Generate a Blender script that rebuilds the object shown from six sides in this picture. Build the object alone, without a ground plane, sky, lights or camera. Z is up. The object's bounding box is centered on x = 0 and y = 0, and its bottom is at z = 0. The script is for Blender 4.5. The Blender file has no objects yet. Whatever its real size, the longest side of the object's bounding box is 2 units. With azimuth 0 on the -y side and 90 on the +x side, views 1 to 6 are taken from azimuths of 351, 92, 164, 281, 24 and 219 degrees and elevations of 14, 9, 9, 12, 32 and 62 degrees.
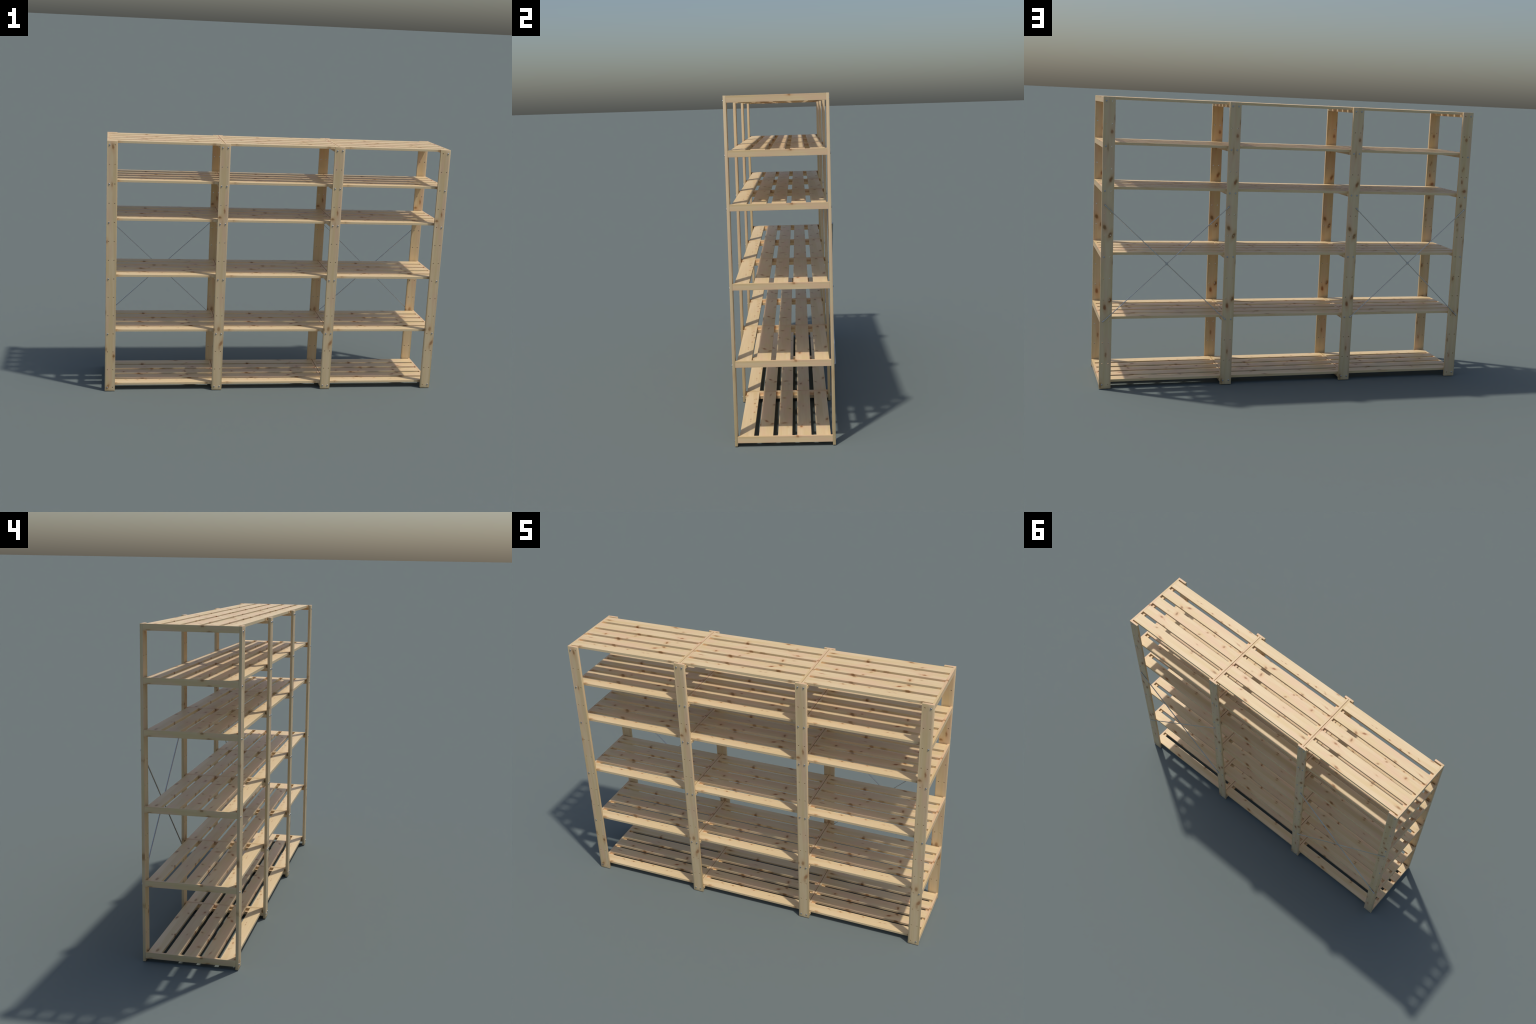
import bpy, bmesh, math, random
from mathutils import Vector, Matrix, Euler

random.seed(7)
scene = bpy.context.scene
COLL = scene.collection

# ------------------------------------------------------------------ dimensions (metres)
HEIGHT = 1.4852                 # posts
POST_W, POST_T = 0.0598, 0.0124
POST_X = (-0.9701, -0.3337, 0.3337, 0.9701)
Y_MID = -0.0015                 # middle plane of the wooden frame
Y_FACE = 0.2160                 # outer post face, measured from Y_MID
HOLE_TOP, HOLE_PITCH, HOLE_ROWS = 1.4637, 0.11095, 14
HOLE_DX, HOLE_R = 0.0155, 0.0030
SHELF_ROWS = (0, 2, 4, 7, 10, 13)
BAY_X = (-0.6673, 0.0, 0.6673)
BAY_W = 0.6645
LIP_T, RAIL_H = 0.0115, 0.0281
LEDGE_W, SLAT_T = 0.0305, 0.0130
RAIL_L = 2 * (Y_FACE - POST_T) - 0.0004
SLAT_W, SLAT_PITCH = 0.0610, 0.0823
SHELF_DROP = 0.0005             # shelves sit a hair below the post tops


# ------------------------------------------------------------------ materials
class Nodes:
    """Small helper to chain shader nodes."""

    def __init__(self, name):
        self.mat = bpy.data.materials.new(name)
        self.mat.use_nodes = True
        self.t = self.mat.node_tree
        self.t.nodes.clear()
        self.out = self.t.nodes.new("ShaderNodeOutputMaterial")
        self.bsdf = self.t.nodes.new("ShaderNodeBsdfPrincipled")
        self.t.links.new(self.bsdf.outputs[0], self.out.inputs[0])

    def put(self, sock, v):
        if isinstance(v, bpy.types.NodeSocket):
            self.t.links.new(v, sock)
        else:
            sock.default_value = v

    def math(self, op, a, b=0.0, c=None, clamp=False):
        n = self.t.nodes.new("ShaderNodeMath")
        n.operation = op
        n.use_clamp = clamp
        self.put(n.inputs[0], a)
        self.put(n.inputs[1], b)
        if c is not None:
            self.put(n.inputs[2], c)
        return n.outputs[0]

    def vmath(self, op, a, b=(0, 0, 0)):
        n = self.t.nodes.new("ShaderNodeVectorMath")
        n.operation = op
        self.put(n.inputs[0], a)
        self.put(n.inputs[1], b)
        return n.outputs["Value"] if op in ("LENGTH", "DOT_PRODUCT") else n.outputs["Vector"]

    def noise(self, vec, scale, detail=2.0, rough=0.5, dist=0.0, color=False):
        n = self.t.nodes.new("ShaderNodeTexNoise")
        self.put(n.inputs["Vector"], vec)
        n.inputs["Scale"].default_value = scale
        n.inputs["Detail"].default_value = detail
        n.inputs["Roughness"].default_value = rough
        n.inputs["Distortion"].default_value = dist
        return n.outputs["Color" if color else "Fac"]

    def remap(self, v, a, b, c=0.0, d=1.0, smooth=True):
        n = self.t.nodes.new("ShaderNodeMapRange")
        n.interpolation_type = "SMOOTHSTEP" if smooth else "LINEAR"
        self.put(n.inputs[0], v)
        for i, x in enumerate((a, b, c, d)):
            n.inputs[i + 1].default_value = x
        return n.outputs[0]

    def mix(self, fac, a, b, mode="MIX"):
        n = self.t.nodes.new("ShaderNodeMix")
        n.data_type = "RGBA"
        n.blend_type = mode
        self.put(n.inputs[0], fac)
        for s, v in ((n.inputs[6], a), (n.inputs[7], b)):
            self.put(s, v if isinstance(v, bpy.types.NodeSocket) else (*v, 1.0))
        return n.outputs[2]


CREAM = (0.814, 0.620, 0.362)
YELLOW = (0.758, 0.555, 0.280)
PINK = (0.805, 0.542, 0.330)
KNOT = (0.325, 0.105, 0.024)
KNOT_OLIVE = (0.300, 0.138, 0.034)
HALO = (0.670, 0.345, 0.130)


def pine(name, knots, grain="x", offset=0.0, tint=(1, 1, 1), rosy=0.0):
    """Pine board.  `grain` is the axis the fibres run along (Object coordinates);
    knots: (along, across, half length, half width, tilt degrees, darkness)."""
    N = Nodes(name)
    tc = N.t.nodes.new("ShaderNodeTexCoord")
    P = tc.outputs["Object"]
    # (along, across, depth) coordinates
    sep = N.t.nodes.new("ShaderNodeSeparateXYZ")
    N.put(sep.inputs[0], P)
    order = {"x": (0, 1, 2), "z": (2, 0, 1), "y": (1, 2, 0)}[grain]
    com = N.t.nodes.new("ShaderNodeCombineXYZ")
    for i, o in enumerate(order):
        N.put(com.inputs[i], sep.outputs[o])
    Q = com.outputs[0]
    # slow wander of the fibres
    warp = N.noise(N.vmath("MULTIPLY", Q, (5.0, 14.0, 14.0)), 1.0, 2.0, 0.5, color=True)
    warp = N.vmath("MULTIPLY", N.vmath("SUBTRACT", warp, (0.5, 0.5, 0.5)), (0.0, 0.010, 0.010))
    G = N.vmath("ADD", N.vmath("ADD", Q, warp), (offset, offset * 0.37, offset * 0.71))

    # flat list of knot distances; fibres bend round the knots
    flat = N.vmath("MULTIPLY", Q, (1.0, 1.0, 0.0))
    wob = N.noise(N.vmath("MULTIPLY", Q, (1.0, 1.0, 1.0)), 95.0, 1.0, 0.5, color=True)
    wob = N.vmath("MULTIPLY", N.vmath("SUBTRACT", wob, (0.5, 0.5, 0.5)), (0.008, 0.005, 0.0))
    flat = N.vmath("ADD", flat, wob)
    core = halo = None
    for (a, c, la, lc, tilt, dark) in knots:
        d = N.vmath("SUBTRACT", flat, (a, c, 0.0))
        if tilt:
            m = N.t.nodes.new("ShaderNodeVectorRotate")
            m.rotation_type = "Z_AXIS"
            N.put(m.inputs["Vector"], d)
            m.inputs["Angle"].default_value = math.radians(-tilt)
            d = m.outputs[0]
        r = N.vmath("LENGTH", N.vmath("MULTIPLY", d, (1.0 / la, 1.0 / lc, 0.0)))
        k = N.remap(r, 1.22, 0.35, 0.0, min(0.95, dark * 1.12))
        h = N.vmath("LENGTH", N.vmath("MULTIPLY", d, (0.40 / la, 0.60 / lc, 0.0)))
        h = N.remap(h, 1.35, 0.15, 0.0, dark * 0.75)
        core = k if core is None else N.math("MAXIMUM", core, k)
        halo = h if halo is None else N.math("MAXIMUM", halo, h)

    bands = N.remap(N.noise(N.vmath("MULTIPLY", G, (1.6, 34.0, 34.0)), 1.0, 2.0, 0.55), 0.34, 0.66)
    blush = N.remap(N.noise(N.vmath("MULTIPLY", G, (5.0, 20.0, 20.0)), 1.3, 2.0, 0.5), 0.44 - rosy, 0.72 - rosy)
    fine = N.noise(N.vmath("MULTIPLY", G, (6.0, 260.0, 260.0)), 1.0, 3.0, 0.6)
    lines = N.remap(N.noise(N.vmath("MULTIPLY", G, (2.2, 110.0, 110.0)), 1.0, 1.0, 0.5), 0.60, 0.74)

    col = N.mix(bands, CREAM, YELLOW)
    col = N.mix(N.math("MULTIPLY", blush, 0.80), col, PINK)
    col = N.mix(N.math("MULTIPLY", lines, 0.10), col, (0.62, 0.40, 0.20))
    shade = N.remap(fine, 0.25, 0.75, 0.965, 1.03, smooth=False)
    hs = N.t.nodes.new("ShaderNodeHueSaturation")
    N.put(hs.inputs["Color"], col)
    N.put(hs.inputs["Value"], shade)
    col = hs.outputs[0]
    if core is not None:
        kn = N.noise(N.vmath("MULTIPLY", Q, (1, 1, 1)), 38.0, 1.0, 0.5)
        kcol = N.mix(N.remap(kn, 0.42, 0.58), KNOT, KNOT_OLIVE)
        col = N.mix(N.math("MULTIPLY", halo, 0.85), col, HALO)
        col = N.mix(core, col, kcol)
    if tint != (1, 1, 1):
        col = N.mix(1.0, col, tint, "MULTIPLY")
    N.put(N.bsdf.inputs["Base Color"], col)
    N.bsdf.inputs["Roughness"].default_value = 0.5
    N.bsdf.inputs["Specular IOR Level"].default_value = 0.5
    bump = N.t.nodes.new("ShaderNodeBump")
    bump.inputs["Strength"].default_value = 0.10
    bump.inputs["Distance"].default_value = 0.0006
    N.put(bump.inputs["Height"], fine)
    N.put(N.bsdf.inputs["Normal"], bump.outputs[0])
    return N.mat


def steel(name, base=(0.42, 0.44, 0.47), rough=0.32):
    N = Nodes(name)
    tc = N.t.nodes.new("ShaderNodeTexCoord")
    n = N.noise(tc.outputs["Object"], 300.0, 2.0)
    N.put(N.bsdf.inputs["Base Color"], N.mix(N.math("MULTIPLY", n, 0.5), base, tuple(c * 0.8 for c in base)))
    N.put(N.bsdf.inputs["Roughness"], N.remap(n, 0.2, 0.8, rough - 0.06, rough + 0.08, False))
    N.bsdf.inputs["Metallic"].default_value = 1.0
    return N.mat


# knots of the five boards of a shelf, front board first (x, y, rx, ry, tilt, dark)
SLAT_KNOTS = (
    [(-0.138, 0.015, .008, .0042, 0, .75), (-0.088, 0.027, .008, .0040, 0, .7), (-0.209, 0.019, .006, .0032, 10, .5),
     (-0.200, 0.011, .006, .0030, -20, .4), (-0.267, -0.026, .013, .0055, 0, .5), (-0.006, 0.019, .007, .0036, 0, .65),
     (0.096, 0.007, .008, .0034, 0, .42), (0.125, 0.008, .010, .0030, 0, .32), (0.272, -0.031, .013, .0035, 0, .4)],
    [(-0.273, 0.005, .020, .0040, -6, .40), (-0.113, 0.026, .011, .0075, -10, .62), (0.166, 0.023, .012, .0085, -30, .75),
     (0.126, -0.003, .014, .0066, 24, .85), (-0.108, -0.031, .014, .0034, 0, .5), (0.175, -0.031, .015, .0045, 0, .72)],
    [(-0.219, -0.010, .0085, .0090, 0, .70), (-0.077, -0.023, .008, .0060, 20, .55), (-0.048, 0.018, .009, .0060, 35, .58),
     (0.156, -0.006, .0075, .0140, 14, .78), (0.210, 0.012, .010, .0060, 0, .24), (-0.127, -0.031, .013, .0040, 0, .7)],
    [(-0.088, -0.002, .010, .0040, 0, .30), (0.152, 0.028, .013, .0050, 0, .50), (0.209, -0.012, .013, .0068, 0, .72),
     (0.185, -0.008, .012, .0040, -15, .22), (-0.045, -0.031, .012, .0040, 0, .6), (0.020, -0.031, .022, .0030, 0, .35)],
    [(-0.297, -0.006, .017, .0062, -6, .72), (-0.285, -0.001, .018, .0050, 0, .25), (-0.101, -0.029, .010, .0050, 10, .8),
     (-0.103, -0.017, .009, .0050, 20, .42), (0.111, 0.021, .018, .0066, -8, .78), (0.178, -0.019, .010, .0058, 20, .55)],
)
SLAT_MATS = [pine("pine_board_%s" % w, k, "x", 3.1 * i + 0.4, rosy=q)
             for i, (w, k, q) in enumerate(zip(("first", "second", "third", "fourth", "fifth"), SLAT_KNOTS,
                                               (-.08, .08, .05, .02, -.06)))]

# post faces: (z, x, half length along z, half width, tilt, dark)
FACE_A = [(1.097, .008, .018, .0060, -4, .62), (1.059, -.019, .0085, .0120, 0, .72), (1.030, -.003, .02, .006, 0, .12),
          (.383, -.001, .016, .0095, 0, .55), (.379, -.026, .010, .006, 0, .42), (.292, .015, .022, .0095, 28, .60),
          (.268, .008, .020, .008, 0, .25)]
FACE_B = [(1.314, -.0144, .012, .0080, 0, .62), (1.078, -.0134, .019, .0085, -25, .80), (1.236, .0036, .024, .0050, 0, .42),
          (1.381, -.029, .022, .0050, 0, .50), (.838, .0141, .015, .0100, 24, .82), (.800, -.0136, .017, .0095, -24, .82),
          (.661, -.029, .016, .0050, 0, .50), (.464, -.0190, .015, .0095, -20, .82), (.428, .0075, .016, .0090, 8, .82),
          (.179, -.0019, .016, .0055, 0, .55), (.018, .0228, .018, .008, 0, .55)]
FACE_C = [(1.452, .003, .018, .0078, -6, .66), (1.239, .000, .016, .0052, 0, .50), (.908, -.025, .012, .006, 0, .45),
          (.483, -.030, .018, .0045, 0, .55), (.259, -.0245, .016, .0072, 0, .42), (.2165, .0205, .0125, .0080, 0, .78),
          (.197, .018, .026, .005, 0, .20), (.026, -.0125, .020, .0090, 25, .62)]
FACE_D = [(1.335, .001, .011, .0080, 0, .60), (1.179, .0044, .011, .0060, 0, .45), (1.167, .0109, .010, .0055, 0, .42),
          (1.104, .0092, .012, .0062, 0, .68), (1.053, -.0078, .010, .0140, 0, .75), (.972, .0055, .011, .0075, 0, .72),
          (.868, .0185, .012, .0060, 0, .45), (.838, .0150, .011, .0065, 0, .35), (.771, -.027, .020, .0045, 0, .50),
          (.563, .0204, .012, .0070, 0, .68), (.370, .001, .013, .0085, 0, .62), (.380, -.026, .018, .0060, 0, .55),
          (.211, .0247, .014, .0055, 0, .48), (.120, .0106, .012, .0060, 0, .42)]
POST_TINT = (0.910, 0.915, 0.930)
MAT_A = pine("pine_post_outer", FACE_A, "z", 11.3, POST_TINT)
MAT_B = pine("pine_post_inner", FACE_B, "z", 17.9, POST_TINT)
MAT_C = pine("pine_end_post_outer", FACE_C, "z", 23.2, POST_TINT)
MAT_D = pine("pine_end_post_inner", FACE_D, "z", 29.6, POST_TINT)
MAT_END = pine("pine_end_grain", [], "y", 5.5, (1.0, 0.945, 0.93), rosy=0.2)
# rail knots: (along y, height z, ...) on Object coordinates of the rail
RAIL_TINT = (0.985, 0.970, 0.970)
MAT_RAIL = pine("pine_rail", [(.053, -.002, .0080, .0065, 0, .58)], "y", 37.7, RAIL_TINT, rosy=0.06)
MAT_RAIL_KNOTTY = pine("pine_rail_knotty", [(.050, -.003, .0085, .0065, 0, .62), (.078, -.027, .014, .0050, 0, .50),
                                            (-.181, -.026, .012, .0045, 0, .45)], "y", 43.1, RAIL_TINT, rosy=0.0)
MAT_BOLT = steel("zinc_bolt", (0.50, 0.51, 0.53), 0.32)
MAT_ROD = steel("galvanised_rod", (0.60, 0.61, 0.60), 0.34)


# ------------------------------------------------------------------ mesh helpers
def finish(bm, name, mats, smooth=None):
    me = bpy.data.meshes.new(name)
    bm.normal_update()
    bm.to_mesh(me)
    bm.free()
    for m in mats:
        me.materials.append(m)
    if smooth is not None:
        me.polygons.foreach_set("use_smooth", [True] * len(me.polygons))
        me.set_sharp_from_angle(angle=math.radians(smooth))
    return me


def box(sx, sy, sz, centre=(0, 0, 0)):
    bm = bmesh.new()
    bmesh.ops.create_cube(bm, size=1.0)
    for v in bm.verts:
        v.co = Vector((v.co.x * sx, v.co.y * sy, v.co.z * sz)) + Vector(centre)
    return bm


def chamfer(bm, width, segments=2, edges=None):
    bmesh.ops.bevel(bm, geom=list(edges if edges is not None else bm.edges), offset=width,
                    segments=segments, profile=0.5, affect="EDGES")
    return bm


def lathe(profile, steps=20):
    """Solid of revolution about -y from (radius, depth) pairs; depth grows along -y."""
    bm = bmesh.new()
    rings = []
    for r, d in profile:
        if r < 1e-6:
            rings.append([bm.verts.new((0, -d, 0))])
        else:
            rings.append([bm.verts.new((r * math.cos(2 * math.pi * i / steps), -d,
                                        r * math.sin(2 * math.pi * i / steps))) for i in range(steps)])
    for a, b in zip(rings, rings[1:]):
        for i in range(steps):
            j = (i + 1) % steps
            vs = [a[i % len(a)], a[j % len(a)], b[j % len(b)], b[i % len(b)]]
            u = []
            for v in vs:
                if v not in u:
                    u.append(v)
            if len(u) > 2:
                bm.faces.new(u)
    bmesh.ops.recalc_face_normals(bm, faces=bm.faces)
    return bm


def new_object(name, mesh, parent=None, loc=(0, 0, 0), rot=(0, 0, 0)):
    ob = bpy.data.objects.new(name, mesh)
    COLL.objects.link(ob)
    ob.parent = parent
    ob.location = loc
    ob.rotation_euler = rot
    return ob


# ------------------------------------------------------------------ post mesh (drilled board)
def row_z(i):
    return HOLE_TOP - HOLE_PITCH * i


def drilled_post():
    board = new_object("helper_board", finish(chamfer(box(POST_W, POST_T, HEIGHT, (0, 0, HEIGHT / 2)), 0.0007, 2),
                                              "helper_board", []))
    bm = bmesh.new()
    for i in range(HOLE_ROWS):
        for sx in (-1, 1):
            m = Matrix.Translation((sx * HOLE_DX, 0, row_z(i))) @ Matrix.Rotation(math.pi / 2, 4, "X")
            bmesh.ops.create_cone(bm, cap_ends=True, segments=14, radius1=HOLE_R, radius2=HOLE_R,
                                  depth=POST_T * 2, matrix=m)
    drill = new_object("helper_drill", finish(bm, "helper_drill", []))
    mod = board.modifiers.new("drill", "BOOLEAN")
    mod.operation, mod.object, mod.solver = "DIFFERENCE", drill, "EXACT"
    dg = bpy.context.evaluated_depsgraph_get()
    me = bpy.data.meshes.new_from_object(board.evaluated_get(dg))
    for o in (board, drill):
        bpy.data.objects.remove(o)
    return me


def post_variant(src, name, mats):
    me = src.copy()
    me.name = name
    me.materials.clear()
    for m in mats:
        me.materials.append(m)
    for p in me.polygons:      # broad side towards +y wears the second figure
        p.material_index = 1 if (p.normal.y > 0.3 or (abs(p.normal.y) < 0.3 and p.center.y > 0)) else 0
        if abs(p.normal.z) > 0.7 and abs(p.normal.y) < 0.3 and (p.center.z < 0.002 or p.center.z > HEIGHT - 0.002):
            p.material_index = 2   # sawn ends
        p.use_smooth = True
    me.set_sharp_from_angle(angle=math.radians(28))
    return me


raw_post = drilled_post()
POST_MESH = post_variant(raw_post, "post", (MAT_A, MAT_B, MAT_END))
END_MESH = post_variant(raw_post, "post_end", (MAT_C, MAT_D, MAT_END))
bpy.data.meshes.remove(raw_post)

# bolt: domed head in front of the post face, shank into the hole
HEAD_R, HEAD_H = 0.0044, 0.0035
BOLT_MESH = finish(lathe([(0, -0.011), (HOLE_R * 0.96, -0.011), (HOLE_R * 0.96, 0.00002), (HEAD_R, 0.00002), (HEAD_R, 0.0015),
                          (HEAD_R * .93, 0.0022), (HEAD_R * .74, 0.0029), (HEAD_R * .42, 0.0033), (0, HEAD_H)]),
                   "bolt", [MAT_BOLT], 50)

# shelf rail: an L profile, tall outer lip and a low inner ledge that carries the boards
def rail_mesh(mat):
    prof = [(0, 0), (0, -RAIL_H), (-LEDGE_W, -RAIL_H), (-LEDGE_W, -SLAT_T), (-LIP_T, -SLAT_T), (-LIP_T, 0)]
    bm = bmesh.new()
    vs = [[bm.verts.new((x, y, z)) for x, z in prof] for y in (-RAIL_L / 2, RAIL_L / 2)]
    n = len(prof)
    for i in range(n):
        bm.faces.new((vs[0][i], vs[0][(i + 1) % n], vs[1][(i + 1) % n], vs[1][i]))
    bm.faces.new(vs[0][::-1])
    bm.faces.new(vs[1])
    bmesh.ops.recalc_face_normals(bm, faces=bm.faces)
    edges = [e for e in bm.edges if e.is_convex and e.calc_face_angle(0) > 0.5]
    chamfer(bm, 0.0004, 2, edges)
    return finish(bm, "rail", [mat])


RAIL_MESH, KNOTTY_RAIL_MESH = rail_mesh(MAT_RAIL), rail_mesh(MAT_RAIL_KNOTTY)
SLAT_L = BAY_W - 2 * LIP_T
SLAT_MESHES = [finish(chamfer(box(SLAT_L, SLAT_W, SLAT_T, (0, 0, -SLAT_T / 2)), 0.0005, 2), "slat", [m])
               for m in SLAT_MATS]

# ------------------------------------------------------------------ assemble
unit = bpy.data.objects.new("shelving_unit", None)
unit.empty_display_size = 0.2
COLL.objects.link(unit)
unit["label"] = "wide open pine shelving unit with three slatted bays and steel cross braces"
unit["category"] = "shelving unit"

BRACE_TOP, BRACE_ROW = 0.9508, 10
Y_BRACE = Y_MID + Y_FACE + 0.0033

for xi, x in enumerate(POST_X):
    for side in (-1, 1):
        post = new_object("post", END_MESH if xi == 0 else POST_MESH, unit,
                          (x, Y_MID + side * (Y_FACE - POST_T / 2), 0))
        cols = {0: (-1,), 3: (1,)}.get(xi, (-1, 1))
        for i in SHELF_ROWS:
            for sx in cols:
                new_object("bolt", BOLT_MESH, post, (sx * HOLE_DX, side * POST_T / 2, row_z(i)),
                           (0, 0, 0 if side < 0 else math.pi))

for i in SHELF_ROWS:
    top = HEIGHT - SHELF_DROP - HOLE_PITCH * i
    for bx in BAY_X:
        shelf = bpy.data.objects.new("shelf", None)
        shelf.empty_display_size = 0.05
        COLL.objects.link(shelf)
        shelf.parent = unit
        shelf.location = (bx, Y_MID, top)
        new_object("rail", RAIL_MESH, shelf, (BAY_W / 2, 0, 0))
        new_object("rail", KNOTTY_RAIL_MESH, shelf, (-BAY_W / 2, 0, 0), (0, 0, math.pi))
        for s in range(5):
            new_object("slat", SLAT_MESHES[s], shelf, (0, (s - 2) * SLAT_PITCH, -0.0002))


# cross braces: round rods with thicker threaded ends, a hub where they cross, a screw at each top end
def rod_between(a, b, sections, depth=0.0032, steps=16):
    """Tube along a->b; sections = (distance from a or from b if negative, radius)."""
    a, b = Vector(a), Vector(b)
    d = b - a
    L = d.length
    q = d.to_track_quat("Z", "Y")
    bm = bmesh.new()
    rings = []
    for t, r in sections:
        c = a + d.normalized() * (t if t >= 0 else L + t)
        ring = []
        for k in range(steps):     # oval section: deeper (y) than it is wide
            o = q @ Vector((r * math.cos(2 * math.pi * k / steps), r * math.sin(2 * math.pi * k / steps), 0))
            o.y *= max(1.0, depth / r)
            ring.append(bm.verts.new(c + o))
        rings.append(ring)
    for p, n in zip(rings, rings[1:]):
        for k in range(steps):
            bm.faces.new((p[k], p[(k + 1) % steps], n[(k + 1) % steps], n[k]))
    bm.faces.new(rings[0][::-1])
    bm.faces.new(rings[-1])
    bmesh.ops.recalc_face_normals(bm, faces=bm.faces)
    return bm


R = 0.0021
SCREW_MESH = finish(lathe([(0, -0.011), (.002, -0.011), (.002, 0), (.0034, 0.0002), (.0034, 0.0050), (.0026, .0062), (0, 0.0064)], 14),
                    "screw", [MAT_BOLT], 50)
for outer, inner in ((-0.98525, -0.3492), (0.98525, 0.3492)):
    z0, z1 = BRACE_TOP, row_z(BRACE_ROW)
    brace = bpy.data.objects.new("cross_brace", None)
    brace.empty_display_size = 0.05
    COLL.objects.link(brace)
    brace.parent = unit
    mid = Vector(((outer + inner) / 2, Y_BRACE, (z0 + z1) / 2))
    brace.location = mid
    for dy, (xa, xb) in ((0.0001, (outer, inner)), (-0.0001, (inner, outer))):
        a, b = Vector((xa, Y_BRACE + dy, z0)) - mid, Vector((xb, Y_BRACE + dy, z1)) - mid
        L = (b - a).length
        h = L / 2
        sec = [(0.001, .0033), (0.0095, .0033), (0.0105, R), (h - .010, R), (h - .009, .0033), (h + .009, .0033),
               (h + .010, R), (-0.0105, R), (-0.0095, .0033), (-0.001, .0033)]
        new_object("rod", finish(rod_between(a, b, sec), "rod", [MAT_ROD], 40), brace)
        new_object("screw", SCREW_MESH, brace, (xa - mid.x, Y_MID + Y_FACE - mid.y, z0 - mid.z), (0, 0, math.pi))
        new_object("screw", SCREW_MESH, brace, (xb - mid.x, Y_MID + Y_FACE + .0001 - mid.y, z1 - mid.z), (0, 0, math.pi))
    hub = lathe([(0, -.0028), (.0064, -.0028), (.0072, -.0020), (.0072, .0020), (.0064, .0028), (0, .0030)], 18)
    new_object("hub", finish(hub, "hub", [MAT_ROD], 40), brace)

bpy.context.view_layer.update()
